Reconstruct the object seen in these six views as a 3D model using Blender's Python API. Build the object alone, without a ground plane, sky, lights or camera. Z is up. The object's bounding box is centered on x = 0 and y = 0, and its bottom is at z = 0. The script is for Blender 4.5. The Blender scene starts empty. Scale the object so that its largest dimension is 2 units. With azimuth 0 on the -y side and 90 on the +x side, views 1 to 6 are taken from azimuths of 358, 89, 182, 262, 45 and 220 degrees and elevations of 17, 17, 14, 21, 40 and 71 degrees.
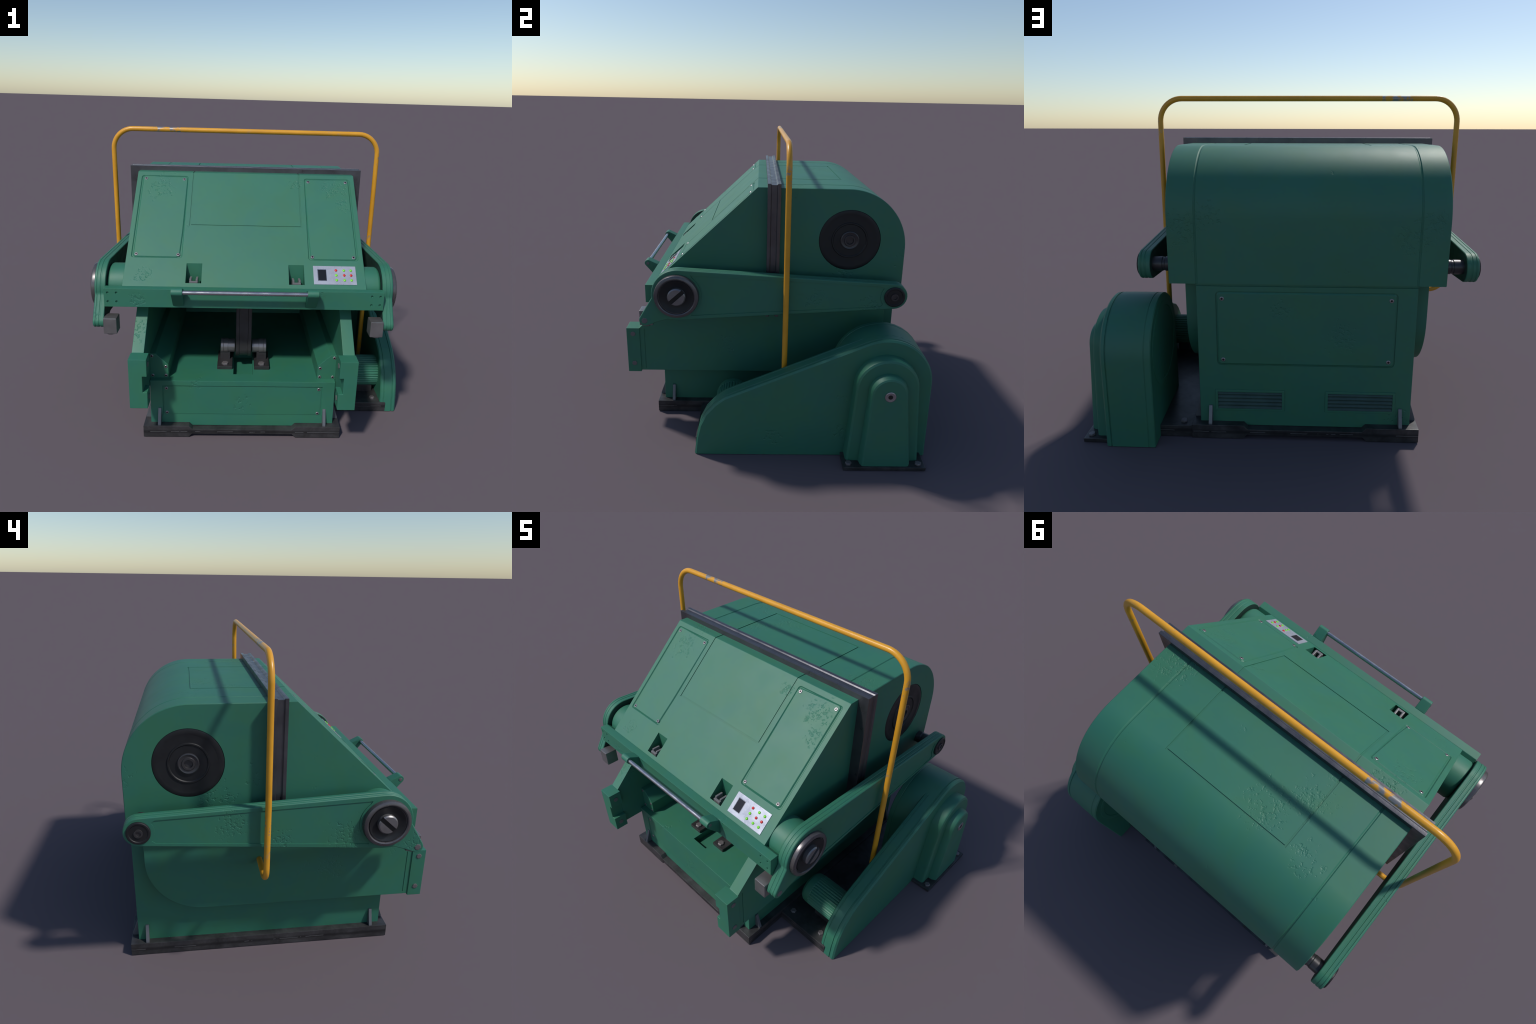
"""Green platen die-cutting press with a yellow safety bar, built part by part."""
import bpy, bmesh, math, random
from mathutils import Vector, Matrix
from math import sin, cos, pi, radians, hypot, atan2

random.seed(7)
CX = -0.13            # the machine's own plane of symmetry (the drive sits on +x)
COL = bpy.context.scene.collection


# ------------------------------------------------------------------ materials
class Nodes:
    def __init__(self, name):
        self.mat = bpy.data.materials.new(name)
        self.mat.use_nodes = True
        self.t = self.mat.node_tree
        self.bsdf = self.t.nodes['Principled BSDF']

    def n(self, kind, **kw):
        node = self.t.nodes.new(kind)
        for k, v in kw.items():
            if k in node.inputs:
                node.inputs[k].default_value = v
            else:
                setattr(node, k, v)
        return node

    def link(self, a, b):
        self.t.links.new(a, b)

    def coords(self, scale=(1, 1, 1)):
        tc = self.n('ShaderNodeTexCoord')
        mp = self.n('ShaderNodeMapping')
        mp.inputs['Scale'].default_value = scale
        self.link(tc.outputs['Object'], mp.inputs['Vector'])
        return mp.outputs['Vector']

    def noise(self, vec, scale, detail=4, rough=0.55, dist=0.0):
        nd = self.n('ShaderNodeTexNoise')
        nd.inputs['Scale'].default_value = scale
        nd.inputs['Detail'].default_value = detail
        nd.inputs['Roughness'].default_value = rough
        nd.inputs['Distortion'].default_value = dist
        self.link(vec, nd.inputs['Vector'])
        return nd.outputs['Fac']

    def ramp(self, fac, stops):
        r = self.n('ShaderNodeValToRGB')
        el = r.color_ramp.elements
        while len(el) < len(stops):
            el.new(0.5)
        for e, (p, c) in zip(el, stops):
            e.position = p
            e.color = c if len(c) == 4 else (*c, 1)
        self.link(fac, r.inputs['Fac'])
        return r.outputs['Color']

    def mix(self, fac, a, b, mode='MIX'):
        m = self.n('ShaderNodeMix', data_type='RGBA', blend_type=mode)
        for sock, v in ((m.inputs[0], fac), (m.inputs[6], a), (m.inputs[7], b)):
            if isinstance(v, (int, float)):
                sock.default_value = v
            elif isinstance(v, tuple):
                sock.default_value = v if len(v) == 4 else (*v, 1)
            else:
                self.link(v, sock)
        return m.outputs[2]

    def math(self, op, a, b=0.0):
        m = self.n('ShaderNodeMath', operation=op)
        for sock, v in ((m.inputs[0], a), (m.inputs[1], b)):
            if isinstance(v, (int, float)):
                sock.default_value = v
            else:
                self.link(v, sock)
        return m.outputs[0]

    def bump(self, height, strength, dist):
        b = self.n('ShaderNodeBump')
        b.inputs['Strength'].default_value = strength
        b.inputs['Distance'].default_value = dist
        self.link(height, b.inputs['Height'])
        self.link(b.outputs['Normal'], self.bsdf.inputs['Normal'])

    def out(self, **kw):
        for k, v in kw.items():
            s = self.bsdf.inputs[k.replace('_', ' ')]
            if isinstance(v, (int, float)):
                s.default_value = v
            elif isinstance(v, tuple):
                s.default_value = v if len(v) == 4 else (*v, 1)
            else:
                self.link(v, s)
        return self.mat


# where the enamel is bruised: (x, y, z, radius)
BRUISES = [(-.64, -.17, 1.40, .11), (.41, -.17, 1.39, .10), (.45, -.25, 1.32, .06), (-.69, -.62, .98, .06), (.17, -.14, 1.43, .05),
           (-.62, -.05, 1.478, .09), (-.30, .33, 1.478, .13), (-.42, .20, 1.478, .10), (.43, .10, 1.478, .12), (-.55, .40, 1.47, .09),
           (.46, .74, 1.10, .12), (.36, .75, 1.16, .10), (-.64, .74, 1.06, .11), (-.73, .74, 1.14, .09),
           (-.13, -.675, .20, .07), (-.40, -.672, .33, .06), (-.31, .752, .55, .10), (.0, .752, .70, .07), (-.60, .75, .12, .07),
           (.49, -.30, .50, .10), (-.74, -.33, .52, .09), (-.95, .23, .92, .10), (-.95, .0, .81, .09), (-.95, -.33, .82, .12), (-.95, -.68, .76, .08),
           (.69, .24, .88, .08), (.69, .55, .84, .08), (-.81, .30, 1.00, .10), (.55, .42, .98, .09), (-.81, .12, 1.08, .05),
           (-.72, -.70, .70, .10), (.87, .02, .12, .08), (.87, .40, .15, .07), (.62, .60, .40, .20), (-.72, -.716, .86, .06), (.26, -.716, .92, .05)]


def green_paint(name, base, rough=0.55, dents=True):
    """Industrial enamel: faint mottling in hue, stains, and bruised patches of pitted paint."""
    m = Nodes(name)
    v = m.coords()
    cool = tuple(c * f for c, f in zip(base, (0.92, 0.97, 1.05)))
    warm = tuple(c * f for c, f in zip(base, (1.08, 1.00, 0.91)))
    cloud = m.noise(v, 5.5, 4, 0.55, 0.5)
    col = m.ramp(cloud, [(0.36, cool), (0.5, base), (0.64, warm)])
    broad = m.ramp(m.noise(v, 2.3, 3, 0.5), [(0.3, (.95, .95, .95)), (0.7, (1.03, 1.03, 1.03))])
    col = m.mix(1.0, col, broad, 'MULTIPLY')
    zone = None
    for x, y, z, r in BRUISES:
        d = m.n('ShaderNodeVectorMath', operation='DISTANCE')
        m.link(v, d.inputs[0])
        d.inputs[1].default_value = (x, y, z)
        k = m.math('SUBTRACT', 1.0, m.math('DIVIDE', d.outputs['Value'], r))
        zone = k if zone is None else m.math('MAXIMUM', zone, k)
    rag = m.math('MULTIPLY', m.math('SUBTRACT', m.noise(v, 22.0, 4, 0.65, 0.2), 0.5), 3.6)
    patch = m.ramp(m.math('ADD', m.math('MULTIPLY', zone, 1.3), rag), [(0.25, (0, 0, 0)), (0.75, (1, 1, 1))])
    stray = m.ramp(m.noise(v, 6.3, 2, 0.5), [(0.70, (0, 0, 0)), (0.74, (1, 1, 1))])
    patch = m.math('MAXIMUM', patch, m.math('MULTIPLY', stray, 0.6))
    pit = m.ramp(m.noise(v, 62.0, 2, 0.6, 0.0), [(0.52, (0, 0, 0)), (0.64, (1, 1, 1))])
    pits = m.math('MULTIPLY', pit, patch)
    col = m.mix(m.math('MULTIPLY', pits, 0.06), col, tuple(c * 0.62 for c in base))
    grime = m.ramp(m.noise(v, 21.0, 5, 0.7), [(0.64, (0, 0, 0)), (0.76, (1, 1, 1))])
    col = m.mix(m.math('MULTIPLY', grime, 0.08), col, tuple(c * 0.55 for c in base))
    rr = m.ramp(m.noise(v, 9.0, 4), [(0.3, (rough - .02,) * 3), (0.7, (rough + .025,) * 3)])
    if dents:
        micro = m.math('MULTIPLY', m.noise(v, 170.0, 2), 0.04)
        m.bump(m.math('ADD', m.math('MULTIPLY', pits, -1.0), micro), 0.45, 0.0042)
    return m.out(Base_Color=col, Roughness=rr, Specular_IOR_Level=0.58)


def metal(name, base, rough, metallic=0.85, wear=0.25, streak=(1, 1, 1), grain=0.08):
    m = Nodes(name)
    v = m.coords(streak)
    col = m.ramp(m.noise(v, 8.0, 5, 0.65), [(0.3, tuple(c * (1 - wear) for c in base)), (0.55, base),
                                           (0.8, tuple(min(1, c * (1 + wear * .7)) for c in base))])
    rr = m.ramp(m.noise(v, 18.0, 4), [(0.3, (max(.05, rough - .08),) * 3), (0.7, (rough + .1,) * 3)])
    if grain:
        m.bump(m.noise(v, 90.0, 3), grain, 0.003)
    return m.out(Base_Color=col, Roughness=rr, Metallic=metallic)


def yellow_paint():
    """Glossy yellow tube paint, chipped to grey steel in scattered spots."""
    m = Nodes('yellow_bar_paint')
    v = m.coords()
    base = m.ramp(m.noise(v, 6.0, 4), [(0.3, (0.62, 0.285, 0.018)), (0.7, (0.74, 0.35, 0.026))])
    zone = m.ramp(m.noise(v, 3.4, 2, 0.5), [(0.58, (0, 0, 0)), (0.68, (1, 1, 1))])
    spots = m.ramp(m.noise(v, 36.0, 4, 0.6, 0.5), [(0.56, (0, 0, 0)), (0.62, (1, 1, 1))])
    chip = m.math('MULTIPLY', zone, spots)
    # one long rubbed stretch on the left half of the top bar
    sp = m.n('ShaderNodeSeparateXYZ')
    m.link(v, sp.inputs[0])
    d = m.math('ABSOLUTE', m.math('ADD', sp.outputs['X'], 0.64))
    near = m.math('LESS_THAN', d, 0.085)
    top = m.math('GREATER_THAN', sp.outputs['Z'], 1.6)
    rub = m.math('MULTIPLY', m.math('MULTIPLY', near, top),
                 m.ramp(m.noise(v, 30.0, 3), [(0.44, (0, 0, 0)), (0.56, (1, 1, 1))]))
    chip = m.math('MAXIMUM', chip, rub)
    col = m.mix(chip, base, (0.30, 0.29, 0.28))
    return m.out(Base_Color=col, Roughness=0.34, Metallic=m.math('MULTIPLY', chip, 0.5))


def plain(name, base, rough=0.5, metallic=0.0):
    m = Nodes(name)
    v = m.coords()
    col = m.ramp(m.noise(v, 14.0, 3), [(0.3, tuple(c * .9 for c in base)), (0.7, base)])
    return m.out(Base_Color=col, Roughness=rough, Metallic=metallic)


GREEN = (0.0255, 0.155, 0.0955)
M_GREEN = green_paint('green_enamel', GREEN)
M_COVER = M_GREEN
M_STEEL = metal('dark_steel', (0.070, 0.067, 0.071), 0.36, 0.6)

def base_steel():
    """Dark worn steel with grey scuffs and a broken bright scratch half way up its sides."""
    m = Nodes('base_steel')
    v = m.coords()
    col = m.ramp(m.noise(v, 7.0, 6, 0.7, 0.4), [(0.32, (.034, .033, .035)), (0.52, (.068, .067, .070)), (0.72, (.105, .104, .108))])
    sp = m.n('ShaderNodeSeparateXYZ')
    m.link(v, sp.inputs[0])
    wave = m.math('MULTIPLY', m.math('SUBTRACT', m.noise(v, 12.0, 2), .5), .010)
    d = m.math('ABSOLUTE', m.math('SUBTRACT', m.math('ADD', sp.outputs['Z'], wave), .037))
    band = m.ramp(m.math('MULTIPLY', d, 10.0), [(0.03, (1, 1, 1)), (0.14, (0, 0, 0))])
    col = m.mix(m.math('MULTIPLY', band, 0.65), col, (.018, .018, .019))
    line = m.math('MULTIPLY', m.math('LESS_THAN', d, .0014), m.math('GREATER_THAN', m.noise(v, 9.0, 3), .53))
    col = m.mix(m.math('MULTIPLY', line, 0.7), col, (.26, .26, .27))
    m.bump(m.noise(v, 80.0, 3), 0.1, 0.003)
    return m.out(Base_Color=col, Roughness=0.38, Metallic=0.5)


M_BASE = base_steel()
M_FLANGE = metal('channel_steel', (0.125, 0.123, 0.138), 0.34, 0.8, 0.2)
M_BRIGHT = metal('bright_steel', (0.42, 0.42, 0.45), 0.22, 0.9, 0.1, (1, 1, 1), 0.0)
M_CLIP = metal('clip_steel', (0.18, 0.176, 0.18), 0.42, 0.15, 0.15)
M_RIM = metal('rim_steel', (0.135, 0.125, 0.13), 0.33, 0.6, 0.2)
M_RIB = metal('rib_steel', (0.16, 0.17, 0.19), 0.42, 0.5, 0.15)
M_GREY = metal('grey_steel', (0.24, 0.23, 0.235), 0.36, 0.7, 0.2)
M_BOLT = metal('bolt_steel', (0.165, 0.150, 0.156), 0.42, 0.3, 0.2)
M_LOUVRE = metal('louvre_steel', (0.040, 0.088, 0.076), 0.45, 0.2)
M_INNER = metal('inner_shade_green', (0.018, 0.048, 0.038), 0.55, 0.1)  # darkened green that copies the shade baked into the arms' inner faces
M_RUBBER = metal('black_cover', (0.011, 0.011, 0.013), 0.5, 0.1)
M_BLACK = plain('black_fill', (0.006, 0.006, 0.007), 0.5)  # flat black for socket floors, slot filler and bore disc
M_SCREW = metal('screw_steel', (0.36, 0.33, 0.35), 0.35, 0.75, 0.2)
M_YELLOW = yellow_paint()
M_PANEL = metal('panel_plate', (0.44, 0.46, 0.53), 0.30, 0.35, 0.10)
M_SCREEN = plain('display_glass', (0.012, 0.012, 0.016), 0.15)
M_RED = plain('red_button', (0.62, 0.018, 0.018), 0.35)
M_LIME = plain('green_button', (0.20, 0.72, 0.03), 0.35)


# ------------------------------------------------------------------ geometry helpers
def mesh_of(name, verts, faces):
    me = bpy.data.meshes.new(name)
    me.from_pydata([tuple(v) for v in verts], [], faces)
    bm = bmesh.new()
    bm.from_mesh(me)
    bmesh.ops.remove_doubles(bm, verts=bm.verts, dist=1e-5)
    bmesh.ops.recalc_face_normals(bm, faces=bm.faces)
    bm.to_mesh(me)
    bm.free()
    return me


def add(name, me, mat, parent):
    ob = bpy.data.objects.new(name, me)
    COL.objects.link(ob)
    if mat:
        me.materials.clear()
        me.materials.append(mat)
    ob.parent = parent
    return ob


def finish(ob, bevel=0.0, seg=2, cuts=(), smooth=35, slices=()):
    """bevel, then cut pockets, then area-weighted smooth shading; all applied."""
    if bevel:
        b = ob.modifiers.new('bevel', 'BEVEL')
        b.width, b.segments, b.limit_method, b.angle_limit = bevel, seg, 'ANGLE', radians(28)
        b.use_clamp_overlap = True
    if slices:                      # keep the faces small before pockets are cut into them
        bake(ob)
        bm = bmesh.new()
        bm.from_mesh(ob.data)
        for co, no in slices:
            bmesh.ops.bisect_plane(bm, geom=bm.verts[:] + bm.edges[:] + bm.faces[:], plane_co=co, plane_no=no)
        bm.to_mesh(ob.data)
        bm.free()
    for c in cuts:
        k = ob.modifiers.new('cut', 'BOOLEAN')
        k.operation, k.object, k.solver = 'DIFFERENCE', c, 'EXACT'
    if ob.modifiers:
        bake(ob)
    for c in cuts:
        me = c.data
        bpy.data.objects.remove(c)
        bpy.data.meshes.remove(me)
    me = ob.data
    me.polygons.foreach_set('use_smooth', [True] * len(me.polygons))
    me.set_sharp_from_angle(angle=radians(smooth))
    w = ob.modifiers.new('weighted', 'WEIGHTED_NORMAL')
    w.keep_sharp = True
    bake(ob)
    return ob


def bake(ob):
    dg = bpy.context.evaluated_depsgraph_get()
    dg.update()
    new = bpy.data.meshes.new_from_object(ob.evaluated_get(dg), preserve_all_data_layers=True, depsgraph=dg)
    old = ob.data
    ob.modifiers.clear()
    ob.data = new
    new.name = old.name
    bpy.data.meshes.remove(old)


AX = {'x': (lambda s, p: (s, p[0], p[1])),     # profile (y, z) swept in x
      'y': (lambda s, p: (p[0], s, p[1])),     # profile (x, z) swept in y
      'z': (lambda s, p: (p[0], p[1], s))}     # profile (x, y) swept in z


def loft(sections, axis='x', mapper=None):
    """sections: [(station, [(a, b), ...])], every ring with the same count; capped."""
    put = mapper or AX[axis]
    n = len(sections[0][1])
    verts, faces = [], []
    for s, ring in sections:
        verts += [put(s, p) for p in ring]
    for i in range(len(sections) - 1):
        for j in range(n):
            k = (j + 1) % n
            faces.append((i * n + j, i * n + k, (i + 1) * n + k, (i + 1) * n + j))
    faces.append(tuple(range(n)))
    faces.append(tuple((len(sections) - 1) * n + j for j in range(n)))
    return verts, faces


def prism(name, profile, axis, a, b, mat, parent, bevel=0.003, cuts=(), smooth=35, mapper=None, slices=()):
    v, f = loft([(a, profile), (b, profile)], axis, mapper)
    return finish(add(name, mesh_of(name, v, f), mat, parent), bevel, 2, cuts, smooth, slices)


def sect(name, sections, axis, mat, parent, bevel=0.0, cuts=(), smooth=35, mapper=None):
    v, f = loft(sections, axis, mapper)
    return finish(add(name, mesh_of(name, v, f), mat, parent), bevel, 2, cuts, smooth)


def box(name, x, y, z, mat, parent, bevel=0.003, cuts=()):
    return prism(name, [(y[0], z[0]), (y[1], z[0]), (y[1], z[1]), (y[0], z[1])], 'x', x[0], x[1], mat, parent, bevel, cuts)


def cutter(profile, axis, a, b, mapper=None):
    v, f = loft([(a, profile), (b, profile)], axis, mapper)
    ob = add('cutter', mesh_of('cutter', v, f), None, None)
    ob.hide_render = True
    return ob


def rect(a0, a1, b0, b1):
    return [(a0, b0), (a1, b0), (a1, b1), (a0, b1)]


def rounded(a0, a1, b0, b1, r, k=5):
    pts = []
    for ca, cb, t0 in ((a1 - r, b0 + r, -90), (a1 - r, b1 - r, 0), (a0 + r, b1 - r, 90), (a0 + r, b0 + r, 180)):
        for i in range(k + 1):
            t = radians(t0 + 90 * i / k)
            pts.append((ca + r * cos(t), cb + r * sin(t)))
    return pts


def arc(c, r, t0, t1, k):
    return [(c[0] + r * cos(radians(t0 + (t1 - t0) * i / k)), c[1] + r * sin(radians(t0 + (t1 - t0) * i / k))) for i in range(k + 1)]


def inset(pts, d):
    """move every corner of a closed profile inwards by d (mitred)."""
    area = sum(a[0] * b[1] - b[0] * a[1] for a, b in zip(pts, pts[1:] + pts[:1]))
    sgn = 1 if area > 0 else -1
    out = []
    n = len(pts)
    for i in range(n):
        p, q, r = Vector(pts[i - 1]), Vector(pts[i]), Vector(pts[(i + 1) % n])
        e1, e2 = (q - p).normalized(), (r - q).normalized()
        n1, n2 = Vector((-e1.y, e1.x)) * sgn, Vector((-e2.y, e2.x)) * sgn
        m = (n1 + n2)
        m = m / max(0.35, m.dot(n1)) if m.length > 1e-6 else n1
        out.append((q.x + m.x * d, q.y + m.y * d))
    return out


def lathe(name, prof, centre, mat, parent, axis='x', seg=40, smooth=35, bevel=0.0, phase=0.0):
    """prof: [(station along axis, radius)]; centre: the two other coordinates."""
    secs = []
    for s, r in prof:
        secs.append((s, [(centre[0] + r * cos(2 * pi * (i + phase) / seg), centre[1] + r * sin(2 * pi * (i + phase) / seg)) for i in range(seg)]))
    return sect(name, secs, axis, mat, parent, bevel, (), smooth)


def tube(name, pts, r, mat, parent, seg=16):
    """round bar along a polyline whose bends are already sampled."""
    P = [Vector(p) for p in pts]
    verts, faces = [], []
    up = Vector((0, 1, 0.001)).normalized()
    for i, p in enumerate(P):
        d = (P[min(i + 1, len(P) - 1)] - P[max(i - 1, 0)]).normalized()
        a = up.cross(d).normalized()
        b = d.cross(a)
        for j in range(seg):
            t = 2 * pi * j / seg
            verts.append(p + r * (cos(t) * a + sin(t) * b))
    n = len(P)
    for i in range(n - 1):
        for j in range(seg):
            k = (j + 1) % seg
            faces.append((i * seg + j, i * seg + k, (i + 1) * seg + k, (i + 1) * seg + j))
    faces.append(tuple(range(seg)))
    faces.append(tuple((n - 1) * seg + j for j in range(seg)))
    return finish(add(name, mesh_of(name, verts, faces), mat, parent), 0, 2, (), 50)


def bend(a, corner, b, r, k=10):
    """points of a rounded corner of radius r between legs a-corner-b."""
    a, c, b = Vector(a), Vector(corner), Vector(b)
    u, w = (a - c).normalized(), (b - c).normalized()
    half = u.angle(w) / 2
    t = r / math.tan(half)
    centre = c + (u + w).normalized() * (r / sin(half))
    p0, p1 = c + u * t, c + w * t
    v0, v1 = p0 - centre, p1 - centre
    ang = v0.angle(v1)
    axis = v0.cross(v1).normalized()
    return [centre + Matrix.Rotation(ang * i / k, 3, axis) @ v0 for i in range(k + 1)]


def X(h, side):
    return CX + side * h


def span(side, a, b):
    return tuple(sorted((X(a, side), X(b, side))))


# fasteners share mesh data: one screw, one hexagonal bolt
def shared(name, secs, mat):
    v, f = loft(secs, 'z')
    ob = finish(add(name, mesh_of(name, v, f), mat, None), 0, 2, (), 35)
    me = ob.data
    bpy.data.objects.remove(ob)
    return me


def ngon(r, n, ph=0.0):
    return [(r * cos(2 * pi * (i + ph) / n), r * sin(2 * pi * (i + ph) / n)) for i in range(n)]


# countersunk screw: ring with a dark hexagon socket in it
NOM = {'screw': .010, 'bolt': .018}
q = NOM['screw']
SCREW = shared('screw', [(-.004, ngon(q, 18)), (.0018, ngon(q, 18)), (.0032, ngon(.80 * q, 18)), (.0032, ngon(.50 * q, 18)), (.0004, ngon(.42 * q, 18))], M_SCREW)
SCREW.materials.append(M_BLACK)
for p in SCREW.polygons:
    if hypot(p.center.x, p.center.y) < .47 * q and p.center.z > 0:
        p.material_index = 1
q = NOM['bolt']
BOLT = shared('bolt', [(-.004, ngon(q, 6)), (.008, ngon(q, 6)), (.0105, ngon(.84 * q, 6))], M_BOLT)


def fastener(kind, me, pos, normal, r, parent, spin=0.0, flat=1.0):
    ob = bpy.data.objects.new(kind, me)
    COL.objects.link(ob)
    turn = Vector((0, 0, 1)).rotation_difference(Vector(normal))
    k = r / NOM[kind]
    ob.matrix_world = Matrix.Translation(pos) @ turn.to_matrix().to_4x4() @ Matrix.Rotation(spin, 4, 'Z') @ Matrix.Diagonal((k, k, flat, 1))
    ob.parent = parent
    return ob


# ------------------------------------------------------------------ the thing
ROOT = bpy.data.objects.new('die_cutting_press', None)
COL.objects.link(ROOT)
ROOT['label'] = 'green industrial platen die-cutting press with a yellow safety bar'
ROOT['category'] = 'machine'


# ---- base frame: dark steel sled, its middle stretch slimmer above and below
HB = 0.581
base_prof = [(-HB, 0.0), (-.316, 0.0), (-.296, .022), (.296, .022), (.316, 0.0), (HB, 0.0),
             (HB, .075), (.314, .075), (.293, .053), (-.293, .053), (-.314, .075), (-HB, .075)]
base_prof = [(CX + a, b) for a, b in base_prof]
base = prism('base_frame', base_prof, 'y', -.712, .792, M_BASE, ROOT, .003)
# triangular stiffening ribs between base and housing
def rib(pts, axis, mid, w=.018):
    prism('rib', pts, axis, mid - w / 2, mid + w / 2, M_RIB, base, .0015)

for xx in (X(.487, -1), X(.485, 1)):
    rib([(-.668, .074), (-.708, .074), (-.708, .084), (-.676, .172), (-.668, .172)], 'x', xx)
    rib([(.746, .074), (.788, .074), (.788, .084), (.756, .168), (.746, .168)], 'x', xx)
for s in (-1, 1):
    for yy in (-.612, .698):
        rib([(X(.535, s), .074), (X(.577, s), .074), (X(.577, s), .084), (X(.549, s), .174), (X(.535, s), .174)], 'y', yy)

# ---- lower housing: bed at the front, tall box at the back
FLOOR, DEEP = .352, .337
HL = .5405
house_prof = [(-.672, .054), (.750, .054), (.750, .823), (DEEP, .823), (DEEP, FLOOR), (-.672, FLOOR)]
cuts = [cutter(rect(-.591, -.30, .305, .40), 'x', CX - .059, CX + .059),               # slot for the link
        None]
v, f = loft([(-.70, [(X(h, sx), z) for h, sx, z in ((.475, -1, .112), (.475, 1, .112), (.475, 1, .325), (.475, -1, .325))]),
             (-.672, [(X(h, sx), z) for h, sx, z in ((.470, -1, .117), (.470, 1, .117), (.470, 1, .320), (.470, -1, .320))]),
             (-.666, [(X(h, sx), z) for h, sx, z in ((.466, -1, .127), (.466, 1, .127), (.466, 1, .316), (.466, -1, .316))])], 'y')
cuts += [cutter(rect(x0 + .006, x1 - .006, .145, .251), 'y', .741, .80) for x0, x1 in ((-.591, -.234), (-.027, .331))]
cuts.append(cutter(rounded(X(.446, -1), X(.446, 1), .394, .787, .022), 'y', .7465, .80))
cuts.append(cutter(rect(.743, .80, .811, .8225), 'x', CX - .60, CX + .60))               # shadow gap under the drum's lip
cuts[1] = add('cutter', mesh_of('cutter', v, f), None, None)                            # recess of the front plate
housing = prism('lower_housing', house_prof, 'x', X(HL, -1), X(HL, 1), M_GREEN, ROOT, .003, cuts)

rp = rounded(X(.441, -1), X(.441, 1), .399, .782, .018)
rear_plate = sect('cover_plate', [(.744, rp), (.7495, rp), (.7558, inset(rp, .0075)), (.7562, inset(rp, .009))], 'y', M_GREEN, housing, 0, (), 25)
for sx in (-1, 1):
    for zz in (.427, .750):
        fastener('screw', SCREW, (X(.4135, sx), .7562, zz), (0, 1, 0), .0105, rear_plate)

front_plate = prism('cover_plate', rounded(X(.462, -1), X(.462, 1), .130, .3135, .004), 'y', -.6685, -.660, M_GREEN, housing, .001)
for sx in (-1, 1):
    for zz in (.140, .3015):
        fastener('screw', SCREW, (X(.446, sx), -.6685, zz), (0, -1, 0), .0095, front_plate)

# louvred vents low on the back
for x0, x1 in ((-.591, -.234), (-.027, .331)):
    fr = [(y, p) for y, p in ()]
    fo, fi = rect(x0, x1, .139, .257), rect(x0 + .014, x1 - .014, .151, .245)
    frame = prism('vent_frame', fo, 'y', .740, .7545, M_GREEN, housing, .003, [cutter(fi, 'y', .70, .77)])
    box('vent_back', (x0 + .010, x1 - .010), (.7425, .7455), (.148, .248), M_LOUVRE, frame, 0)
    n = 5
    for i in range(n):
        zc = .1575 + (.2385 - .1575) * i / (n - 1)
        prism('louvre', [(.7470, zc + .0055), (.7460, zc - .0075), (.7540, zc - .0080), (.7545, zc - .004)],
              'x', x0 + .0145, x1 - .0145, M_LOUVRE, frame, 0)

# ---- side plates with the jaw blocks at their front ends
ARC_C = (.372, .620)
for s in (-1, 1):
    prof = [(-.842, .312)] + arc(ARC_C, .309, -90, 0, 14) + [(.682, .81), (-.575, .8215), (-.800, .5965), (-.842, .5965)]
    sp = prism('side_plate', prof, 'x', *span(s, .542, .608), M_GREEN, ROOT, .0025,
               [cutter(rect(-.7725, -.7675, .328, .59), 'x', *span(s, .6055, .63))])
    xi, xn, xo = .516, .541, .6135
    jaw = [(X(xi, s), .303), (X(xo, s), .303), (X(xo, s), .597), (X(xi, s), .597), (X(xi, s), .496), (X(xn, s), .496), (X(xn, s), .401), (X(xi, s), .401)]
    blk = prism('jaw_block', jaw, 'y', -.879, -.799, M_GREEN, sp, .003)
    for zz in (.560, .363):
        fastener('bolt', BOLT, (X(xo, s), -.839, zz), (s, 0, 0), .0160, blk, .3 + zz, .35)
        fastener('bolt', BOLT, (X(xi, s), -.839, zz - .008), (-s, 0, 0), .0160, blk, .9 + zz, .35)
    # guide rail on the bed
    rail = prism('guide_rail', [(X(.436, s), FLOOR - .003), (X(.436, s), .437), (X(.510, s), .506), (X(.5435, s), .508), (X(.5435, s), FLOOR - .003)],
                 'y', -.637, DEEP + .01, M_GREEN, housing, .003)
    for h, zz in ((.451, .367), (.451, .424), (.528, .367), (.531, .492)):
        fastener('screw', SCREW, (X(h, s), -.637, zz), (0, -1, 0), .0095, rail)

# ---- clevis feet, pivot and the upright link in the middle of the bed
PY, PZ, PR = -.413, .453, .064        # pivot axis of the link and radius of its eye
for s in (-1, 1):
    a, b = span(s, .066, .158)
    foot = box('clevis_foot', (a, b), (-.535, -.33), (FLOOR - .002, .374), M_STEEL, ROOT, .003)
    lo, hi = span(s, .082, .142)
    prism('clevis_cheek', [(-.443, .372), (-.383, .372), (-.383, PZ), (-.443, PZ - .012)], 'x', lo, hi, M_STEEL, foot, .0025)
    lathe('pivot_boss', [(X(.050, s), .030), (X(.054, s), .042), (X(.095, s), .042), (X(.096, s), .045), (X(.121, s), .045),
                         (X(.1225, s), .043), (X(.124, s), .045), (X(.139, s), .045), (X(.141, s), .042)], (PY, PZ), M_GREY, foot)
    fastener('bolt', BOLT, (X(.111, s), -.505, .374), (0, 0, 1), .021, foot, .2)
rod = [(PY - PR, .90)] + arc((PY, PZ), PR, 180, 360, 16) + [(PY + PR, .90)]
link_secs = []
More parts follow.
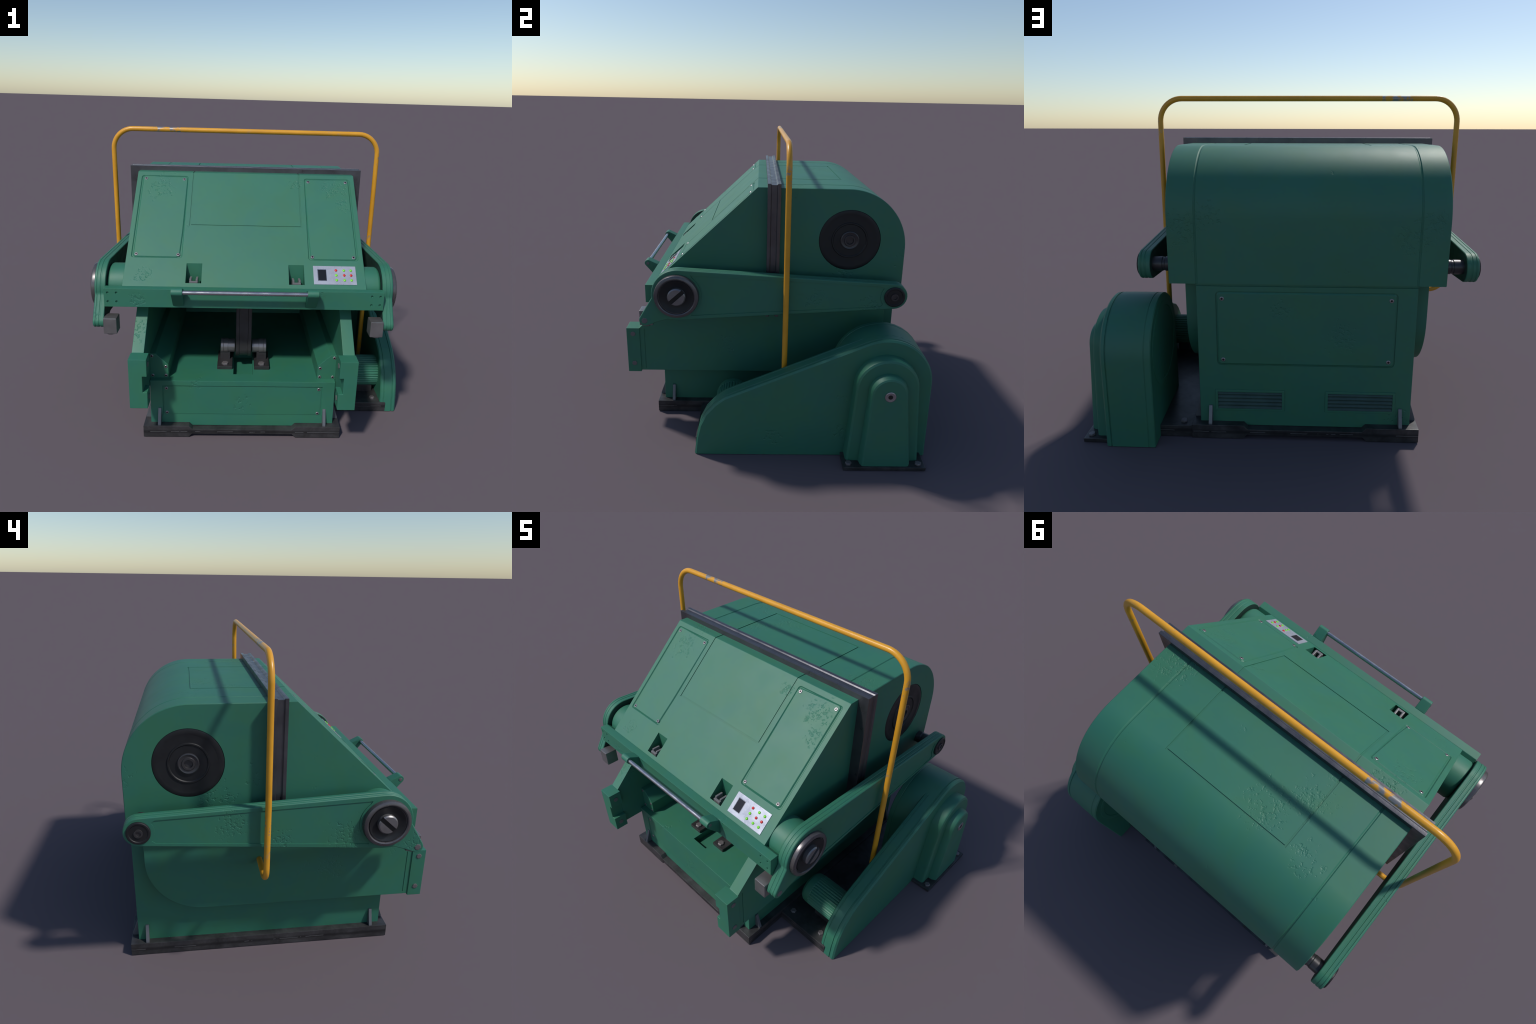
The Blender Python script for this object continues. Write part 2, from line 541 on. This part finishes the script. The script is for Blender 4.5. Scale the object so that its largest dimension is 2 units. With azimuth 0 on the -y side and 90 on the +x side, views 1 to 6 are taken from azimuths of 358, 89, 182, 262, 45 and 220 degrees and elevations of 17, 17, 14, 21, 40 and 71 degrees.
for hx, d in ((-.048, .003), (-.045, .0), (-.028, .0), (-.025, .004), (.025, .004), (.028, .0), (.045, .0), (.048, .003)):
    link_secs.append((CX + hx, inset(rod, d)))
sect('link_bar', link_secs, 'x', M_STEEL, ROOT, 0)


# ---- upper cover: sloped front half and rounded rear drum, split by a steel channel
HC = .6725
S0, S1 = Vector((-.090, 1.478)), Vector((-.670, .933))        # slope, top to bottom, in (y, z)
SD = (S1 - S0).normalized()
SN = Vector((SD.y, -SD.x))
if SN.y < 0:
    SN = -SN


def on_slope(x, s, h=0.0):
    p = S0 + SD * s + SN * h
    return Vector((x, p.x, p.y))


def slope_map(h, p):      # sweep along the slope's normal; profile is (x, s)
    return tuple(on_slope(p[0], p[1], h))


NRM = (0, SN.x, SN.y)
PLATE_R = (.228, .517, .029, .6165)
front_prof = [(-.668, .823), (.0, .823), (.0, 1.478), (S0.x, S0.y), (S1.x, S1.y)]
cuts = []
for s in (-1, 1):
    a, b = sorted((CX + s * (PLATE_R[0] - CX), CX + s * (PLATE_R[1] - CX)))
    out = rounded(a, b, PLATE_R[2], PLATE_R[3], .016)
    v, f = loft([(-.0055, inset(out, .0055)), (.0003, out), (.02, out)], 'z', slope_map)
    cuts.append(add('cutter', mesh_of('cutter', v, f), None, None))
    # latch openings with upright back walls
    a, b = span(s, .2425, .330)
    y_top, y_bot = on_slope(0, .648).y, on_slope(0, .773).y
    cuts.append(cutter(rect(y_bot, y_top, .895, 1.10), 'x', a, b))
# engraved outline of the middle panel, running over the top edge
G = .0044
for a, b, c, d in ((-.327 - G, -.327 + G, -.01, .397), (.327 - G, .327 + G, -.01, .397), (-.327 - G, .327 + G, .397 - 2 * G, .397)):
    cuts.append(cutter(rect(CX + a, CX + b, c, d), 'z', -.0035, .02, slope_map))
for a in (-.327, .327):
    cuts.append(cutter(rect(CX + a - G, CX + a + G, -.10, -.01), 'z', 1.4745, 1.49))
front_cover = prism('front_cover', front_prof, 'x', X(HC, -1), X(HC, 1), M_COVER, ROOT, .0025, cuts, 35, None,
                    [((CX + h, 0, 0), (1, 0, 0)) for h in (-.343, -.20, .0, .20, .343, .35)] + [(on_slope(0, d), (0, SD.x, SD.y)) for d in (.0125, .42, .632)])

for s in (-1, 1):
    m = lambda x: CX + s * (x - CX)
    a, b = sorted((m(.235), m(.503)))
    # the plate's lower inner corner is pulled in a little, as the gap widens there
    inner, outer = m(.233), m(.504)
    low_in = m(.245)
    r = .012
    pts = [(outer, .042), (outer, .598), (m(.494), .608), (m(.262), .609), (low_in, .596), (m(.238), .44), (inner, .05), (m(.243), .041), (m(.494), .033)]
    plate = sect('side_panel', [(-.0058, inset(pts, -.0035)), (-.0006, inset(pts, .001)), (.0006, inset(pts, .003))], 'z', M_COVER, front_cover, 0, (), 20, slope_map)
    for x, ss in ((.254, .057), (.487, .056), (.488, .594), (.252, .5945)):
        fastener('screw', SCREW, on_slope(m(x), ss, .0002), NRM, .0100, plate)
    # latch clip in the opening
    a, b = span(s, .262, .310)
    yb = on_slope(0, .773).y
    box('latch_tray', (a - .008, b + .008), (yb + .003, yb + .085), (.894, .905), M_STEEL, front_cover, .002)
    clip = box('latch_clip', (a, b), (yb + .008, yb + .022), (.900, .955), M_CLIP, front_cover, .003)
    for u, w in ((a, a + .013), (b - .013, b)):
        box('clip_prong', (u, w), (yb + .019, yb + .066), (.900, .966), M_CLIP, clip, .004)

# control panel
cp = prism('control_panel', rect(.2515, .4915, .6525, .7695), 'z', -.004, .0035, M_PANEL, front_cover, .0012, (), 35, slope_map)
prism('display_frame', rect(.2735, .3245, .6745, .7475), 'z', .002, .0048, M_BRIGHT, cp, .0008, (), 35, slope_map)
prism('display_screen', rect(.2775, .3225, .6785, .7445), 'z', .003, .0058, M_SCREEN, cp, .0006, (), 35, slope_map)
lights = [M_RED, M_LIME, M_LIME, M_LIME, M_RED, M_RED, M_LIME, M_LIME, M_LIME]
for i, mt in enumerate(lights):
    x, ss = (.379, .424, .4627)[i % 3], (.6805, .7115, .742)[i // 3]
    dome = [(h, [(x + r * cos(2 * pi * k / 14), ss + r * sin(2 * pi * k / 14)) for k in range(14)]) for h, r in ((.003, .0075), (.006, .0075), (.0078, .0055), (.0086, .002))]
    sect('push_button', dome, 'z', mt, cp, 0, (), 50, slope_map)

# rear drum
R_D, C_D, TOP = .3365, (.416, 1.1390), 1.4755
drum_prof = [(.0, .823), (.752, .823)] + arc(C_D, R_D, 0, 90, 22) + [(.0, TOP)]
drum_in = [(.0, .823), (.748, .823)] + arc(C_D, R_D - .004, 0, 90, 22) + [(.0, TOP - .004)]
secs = []
for h in (-.5365, .5365):
    e, g = .0065, .0020
    st = [(h - e, 0), (h - g, 1), (h + g, 1), (h + e, 0)]
    secs += [(CX + q, drum_in if k else drum_prof) for q, k in st]
secs = [(X(HC, -1), inset(drum_prof, .003)), (X(HC, -1) + .003, drum_prof)] + secs + [(X(HC, 1) - .003, drum_prof), (X(HC, 1), inset(drum_prof, .003))]
cuts = []
for a, b, c, d in ((-.327 - G, -.327 + G, .02, .42), (.327 - G, .327 + G, .02, .42), (-.327 - G, .327 + G, .42 - 2 * G, .42)):
    cuts.append(cutter(rect(CX + a, CX + b, c, d), 'z', TOP - .0035, 1.50))
for s in (-1, 1):
    cuts.append(cutter([(.434 + .1755 * cos(2 * pi * i / 64), 1.184 + .1755 * sin(2 * pi * i / 64)) for i in range(64)], 'x', *span(s, HC - .014, HC + .02)))
rear_cover = sect('rear_cover', secs, 'x', M_COVER, ROOT, 0, cuts, 32)

# black round end caps on both sides of the drum
for s in (-1, 1):
    o = X(HC - .0100, s)
    c = (.434, 1.184)
    cap = lathe('round_cap', [(o - s * .004, .172), (o + s * .006, .175), (o + s * .010, .170), (o + s * .010, .150), (o + s * .0075, .146),
                              (o + s * .0075, .104), (o + s * .0120, .101), (o + s * .0120, .095), (o + s * .008, .091), (o + s * .009, .02)],
                c, M_RUBBER, rear_cover, 'x', 56, 40)
    lathe('cap_hub', [(o + s * .006, .054), (o + s * .016, .053), (o + s * .018, .048), (o + s * .015, .041), (o + s * .015, .034),
                      (o + s * .020, .031), (o + s * .020, .022), (o + s * .010, .020)], c, M_STEEL, cap, 'x', 32, 30)

# steel channel between the halves
HF, ZF0, ZF1 = .732, .735, 1.507
fl = lambda d: rect(X(HF - d, -1), X(HF - d, 1), ZF0 + d, ZF1 - d)
sect('channel_flange', [(-.036, fl(.0)), (-.019, fl(.0)), (-.014, fl(.007)), (.014, fl(.007)), (.019, fl(.0)), (.037, fl(.0))], 'y', M_FLANGE, ROOT, .002)

# ---- front beam, cross barrels and grab rod
beam_prof = [(-.716, .828), (-.640, .828), (-.640, .905), (-.670, .9335), (-.716, .9335)]
holes = []
for s in (-1, 1):
    for h in (.694, .741):
        for zz in (.859, .9095):
            v, f = loft([(-.73, [(X(h, s) + .0092 * cos(2 * pi * k / 12), zz + .0092 * sin(2 * pi * k / 12)) for k in range(12)]),
                         (-.709, [(X(h, s) + .0060 * cos(2 * pi * k / 12), zz + .0060 * sin(2 * pi * k / 12)) for k in range(12)])], 'y')
            o = add('cutter', mesh_of('cutter', v, f), None, None)
            holes.append(o)
beam = prism('front_beam', beam_prof, 'x', X(.762, -1), X(.762, 1), M_GREEN, ROOT, .0025, holes)
BC = (-.530, .897)
for s in (-1, 1):
    barrel = lathe('barrel', [(X(.62, s), .118), (X(.745, s), .118), (X(.757, s), .112), (X(.765, s), .10)], BC, M_GREEN, beam, 'x', 48)
    lo, hi = span(s, .331, .392)
    br = [(-.713, .835), (-.713, .934)] + arc((-.776, .941), .0215, 70, 215, 10)
    bracket = prism('rod_bracket', br, 'x', lo, hi, M_GREEN, beam, .004)
    fastener('bolt', BOLT, (X(.391, s), -.776, .940), (s, 0, 0), .0105, bracket, 0, .3)
lathe('grab_rod', [(X(.36, -1), .0115), (X(.36, 1), .0115)], (-.778, .940), M_BRIGHT, beam, 'x', 20)

# ---- swing arms
C1, R1 = Vector((-.5245, .8945)), .1475
DC = Vector((-.530, .896))              # axis of the pivot disc
C2, R2 = Vector((.6765, .9035)), .0735
C3, R3 = Vector((-.712, .743)), .0335


def tangent(ca, ra, cb, rb, side):
    """outer tangent between two circles; side +1 = left of a->b."""
    d = cb - ca
    base = atan2(d.y, d.x)
    off = math.acos((ra - rb) / d.length)
    return base + side * off


def arm_profile():
    t_top = tangent(C2, R2, C1, R1, -1)      # going towards the front along the top
    t_bot = tangent(C1, R1, C2, R2, -1)
    pts = []

    def sweep(c, r, a0, a1, k):
        a0, a1 = a0 % (2 * pi), a1 % (2 * pi)
        if a1 <= a0:
            a1 += 2 * pi
        return [(c.x + r * cos(a0 + (a1 - a0) * i / k), c.y + r * sin(a0 + (a1 - a0) * i / k)) for i in range(k + 1)]

    # counter-clockwise: small end, top, boss, tip, underside
    pts += sweep(C2, R2, t_bot, t_top, 14)
    pts += sweep(C1, R1, t_top, radians(187), 14)            # ends in the hollow above the tip
    pts += sweep(C3, R3, radians(148), radians(285), 8)
    pts += [(-.640, .735), (-.588, .751)]
    pts += [(C1.x + R1 * cos(a), C1.y + R1 * sin(a)) for a in (t_bot - .22, t_bot - .1, t_bot)][1:]
    return pts


ARM = arm_profile()
HI, HO = .763, .823
# recessed web on the outer face: bounded by an arc round the boss and lines below the rim
def edge_z(y, top):
    f = (y - C1.x) / (C2.x - C1.x)
    r = R1 + (R2 - R1) * f
    z = C1.y + (C2.y - C1.y) * f
    return z + (r if top else -r)


web = [(-.452, edge_z(-.452, 0) + .024), (.600, edge_z(.600, 0) + .018)] + \
      arc((C2.x, C2.y), .076, 218, 142, 6) + [(.600, edge_z(.600, 1) - .018), (-.452, edge_z(-.452, 1) - .026)] + \
      arc((C1.x, C1.y), .131, 52, -52, 10)
for s in (-1, 1):
    st = [(HI, .003), (HI + .003, 0), (HI + .020, 0), (HI + .0225, .0022), (HI + .027, .0022), (HI + .0295, 0),
          (HI + .041, 0), (HI + .0435, .0022), (HI + .046, .0022), (HI + .0485, 0), (HO - .006, 0), (HO - .002, .002), (HO, .006)]
    arm = sect('swing_arm', [(X(h, s), inset(ARM, d)) for h, d in st], 'x', M_GREEN, ROOT, 0,
               [cutter(web, 'x', *span(s, HO - .0038, HO + .02))], 40)
    arm.data.materials.append(M_INNER)            # inner face in darker green, baked shade put into its colour
    for p in arm.data.polygons:
        if p.normal.x * s < -.9 and abs(p.center.x - X(HI, s)) < .002:
            p.material_index = 1
    o = X(HO, s)
    # big front boss: rimmed disc with a slotted stud
    disc = lathe('pivot_disc', [(o - s * .003, .124), (o + s * .016, .124), (o + s * .024, .121), (o + s * .028, .113), (o + s * .029, .106),
                                (o + s * .026, .101), (o + s * .020, .098), (o + s * .010, .05)],
                 (DC.x, DC.y - .002), M_RIM, arm, 'x', 56, 30)
    lathe('pivot_dish', [(o + s * .010, .0955), (o + s * .0245, .0945), (o + s * .0245, .092), (o + s * .018, .080), (o + s * .014, .064), (o + s * .013, .04)],
          (DC.x, DC.y - .002), M_RUBBER, disc, 'x', 48, 60)
    v, f = loft([(o + s * (.026), rect(-.2, .2, -.0115, .0115)), (o + s * .06, rect(-.2, .2, -.0115, .0115))], 'x')
    ang = radians(42)
    v = [(p[0], DC.x + .003 + p[1] * cos(ang) - p[2] * sin(ang), DC.y + .001 + p[1] * sin(ang) + p[2] * cos(ang)) for p in v]
    slot = add('cutter', mesh_of('cutter', v, f), None, None)
    secs = [(q, [(DC.x + .003 + r * cos(2 * pi * i / 32), DC.y + .001 + r * sin(2 * pi * i / 32)) for i in range(32)])
            for q, r in ((o + s * .008, .050), (o + s * .034, .050), (o + s * .040, .044))]
    stud = sect('slotted_stud', secs, 'x', M_GREY, disc, 0, [slot], 30)
    v, f = loft([(o + s * .018, rect(-.0485, .0485, -.0112, .0112)), (o + s * .030, rect(-.0485, .0485, -.0112, .0112))], 'x')
    v = [(p[0], DC.x + .003 + p[1] * cos(ang) - p[2] * sin(ang), DC.y + .001 + p[1] * sin(ang) + p[2] * cos(ang)) for p in v]
    finish(add('stud_slot_filler', mesh_of('stud_slot_filler', v, f), M_BLACK, stud))  # black box added inside the cut slot so that it looks dark
    # small rear disc and the pin behind it
    sm = lathe('pin_disc', [(o - s * .003, .0575), (o + s * .007, .0575), (o + s * .010, .053), (o + s * .010, .046), (o + s * .007, .043), (o + s * .007, .018)],
               (C2.x, C2.y), M_RUBBER, arm, 'x', 36, 30)
    lathe('pin_hub', [(o + s * .004, .022), (o + s * .013, .021), (o + s * .013, .013), (o + s * .008, .012)], (C2.x, C2.y), M_STEEL, sm, 'x', 24, 30)
    lathe('pivot_pin', [(X(.66, s), .0365), (X(.70, s), .0365), (X(.704, s), .034), (X(.712, s), .034), (X(.716, s), .0365), (X(.77, s), .0365)],
          (C2.x - .002, .903), M_STEEL, arm, 'x', 28, 30)
    # steel stop block at the tip, with a round pad below
    a, b = span(s, .690, .763)
    stop = box('stop_block', (a, b), (-.758, -.681), (.685, .777), M_GREY, arm, .006)
    lathe('stop_pad', [(.675, .022), (.679, .027), (.690, .028)], ((a + b) / 2 + s * .004, -.722), M_GREY, stop, 'z', 24, 30)
    fastener('bolt', BOLT, (X(HO - .0025, s), -.714, .7425), (s, 0, 0), .0180, arm, .3, .45)

# ---- yellow safety bar
YB, ZT, RT = .070, 1.7255, .0155
XL, XR, RB = -.9845, .7225, .128
ZH = .599
bar = [Vector((-.72, .073, ZH)), Vector((-.83, .073, ZH))]
bar += bend((-.72, .073, ZH), (XL, .073, ZH), (XL, YB, ZT), .095, 10)
bar += [Vector((XL, YB, 1.0))]
bar += bend((XL, YB, .9), (XL, YB, ZT), (0, YB, ZT), RB, 12)
bar += [Vector((-.5, YB, ZT)), Vector((.2, YB, ZT))]
bar += bend((0, YB, ZT), (XR, YB, ZT), (XR, YB, .9), RB, 12)
bar += [Vector((XR, YB + .003, 1.0)), Vector((XR + .002, YB + .006, .055))]
tube('safety_bar', bar, RT, M_YELLOW, ROOT)

# ---- drive unit on the right: tie plate, motor, belt guard, gear housing
tie = box('tie_plate', (.449, .80), (-.431, .782), (.0, .062), M_BASE, ROOT, .003)
for x, y in ((.500, -.376), (.723, -.374), (.502, .737)):
    fastener('bolt', BOLT, (x, y, .062), (0, 0, 1), .018, tie, .2 + x)
foot = box('foot_plate', (.80, .998), (.398, .853), (.0, .020), M_BASE, ROOT, .003)
for y in (.431, .817):
    fastener('bolt', BOLT, (.966, y, .020), (0, 0, 1), .018, foot, y)

# motor with cooling fins
MC, MR = (-.226, .187), .101
mseg = 108
def fin_ring(r, depth):
    out = []
    for i in range(mseg):
        rr = r - (depth if i % 3 == 0 else 0)
        out.append((MC[0] + rr * cos(2 * pi * i / mseg), MC[1] + rr * sin(2 * pi * i / mseg)))
    return out
motor = sect('motor', [(.497, fin_ring(.050, 0)), (.499, fin_ring(.072, 0)), (.506, fin_ring(.087, 0)), (.520, fin_ring(.0965, 0)), (.540, fin_ring(.1, 0)),
                       (.562, fin_ring(MR, 0)), (.566, fin_ring(MR, .0048)), (.78, fin_ring(MR, .0048))], 'x', M_GREEN, ROOT, 0, (), 18)
box('motor_foot', (.60, .74), (-.29, -.16), (.058, .12), M_BASE, motor, .003)

GC, GR = (.622, .461), .2605
guard_prof = [(-.430, 0), (.884, 0)] + arc(GC, GR, 0, 113, 20) + \
             [(-.238, .371), (-.262, .360), (-.312, .3205), (-.365, .259), (-.400, .185), (-.419, .100)]
st = [(.765, .007), (.771, .001), (.784, 0), (.786, .003), (.789, .003), (.791, 0), (.836, 0), (.8385, .005), (.8425, .005), (.845, .001), (.859, .001), (.868, .010)]


def grounded(pts, d):
    """inset a profile but keep its foot on the floor."""
    return [(a, max(0.0, 0.0 if q[1] == 0 else b)) for (a, b), q in zip(inset(pts, d), pts)]


guard = sect('belt_guard', [(x, grounded(guard_prof, d)) for x, d in st], 'x', M_GREEN, ROOT, 0, (), 24)


def tombstone(y0, y1, c, hw, k=18):
    return [(y0, 0), (y1, 0)] + arc(c, hw, 0, 180, k)


tomb = tombstone(.359, .884, (.6215, .461), .2615)
gear = sect('gear_case', [(x, grounded(tomb, d)) for x, d in ((.6185, .005), (.623, 0), (.648, 0), (.650, .002), (.653, .002), (.655, 0), (.80, 0))],
            'x', M_GREEN, ROOT, 0, (), 40)
lathe('case_disc', [(.625, .222), (.6165, .222), (.6145, .216), (.6145, .197), (.617, .193), (.617, .05)], (.622, .461), M_GREEN, gear, 'x', 48, 30)

h1 = [(.416, 0), (.825, 0)] + arc((.621, .467), .172, 0, 180, 18)
sect('bearing_housing', [(.862, grounded(h1, -.004)), (.872, grounded(h1, 0)), (.922, grounded(h1, 0)), (.932, grounded(h1, .004)), (.938, grounded(h1, .014))],
     'x', M_GREEN, gear, 0, (), 24)
h2 = [(.487, .0), (.775, .0)] + arc((.6215, .462), .104, 0, 180, 16)
hub_house = sect('bearing_cap', [(.930, h2), (.938, h2), (.966, grounded(h2, .004)), (.982, grounded(h2, .012)), (.9865, grounded(h2, .020))], 'x', M_GREEN, gear, 0, (), 24)
lathe('shaft_end', [(.984, .030), (.9905, .0295), (.992, .026), (.9905, .0155), (.9905, .012)], (.623, .455), M_SCREW, hub_house, 'x', 28, 30)
lathe('shaft_bore_disc', [(.986, .0125), (.9912, .0125)], (.623, .455), M_BLACK, hub_house, 'x', 20, 30)  # solid black disc standing in for a bore; no hole is cut

for ob in list(bpy.data.objects):
    if ob.name.startswith('cutter'):
        bpy.data.objects.remove(ob)
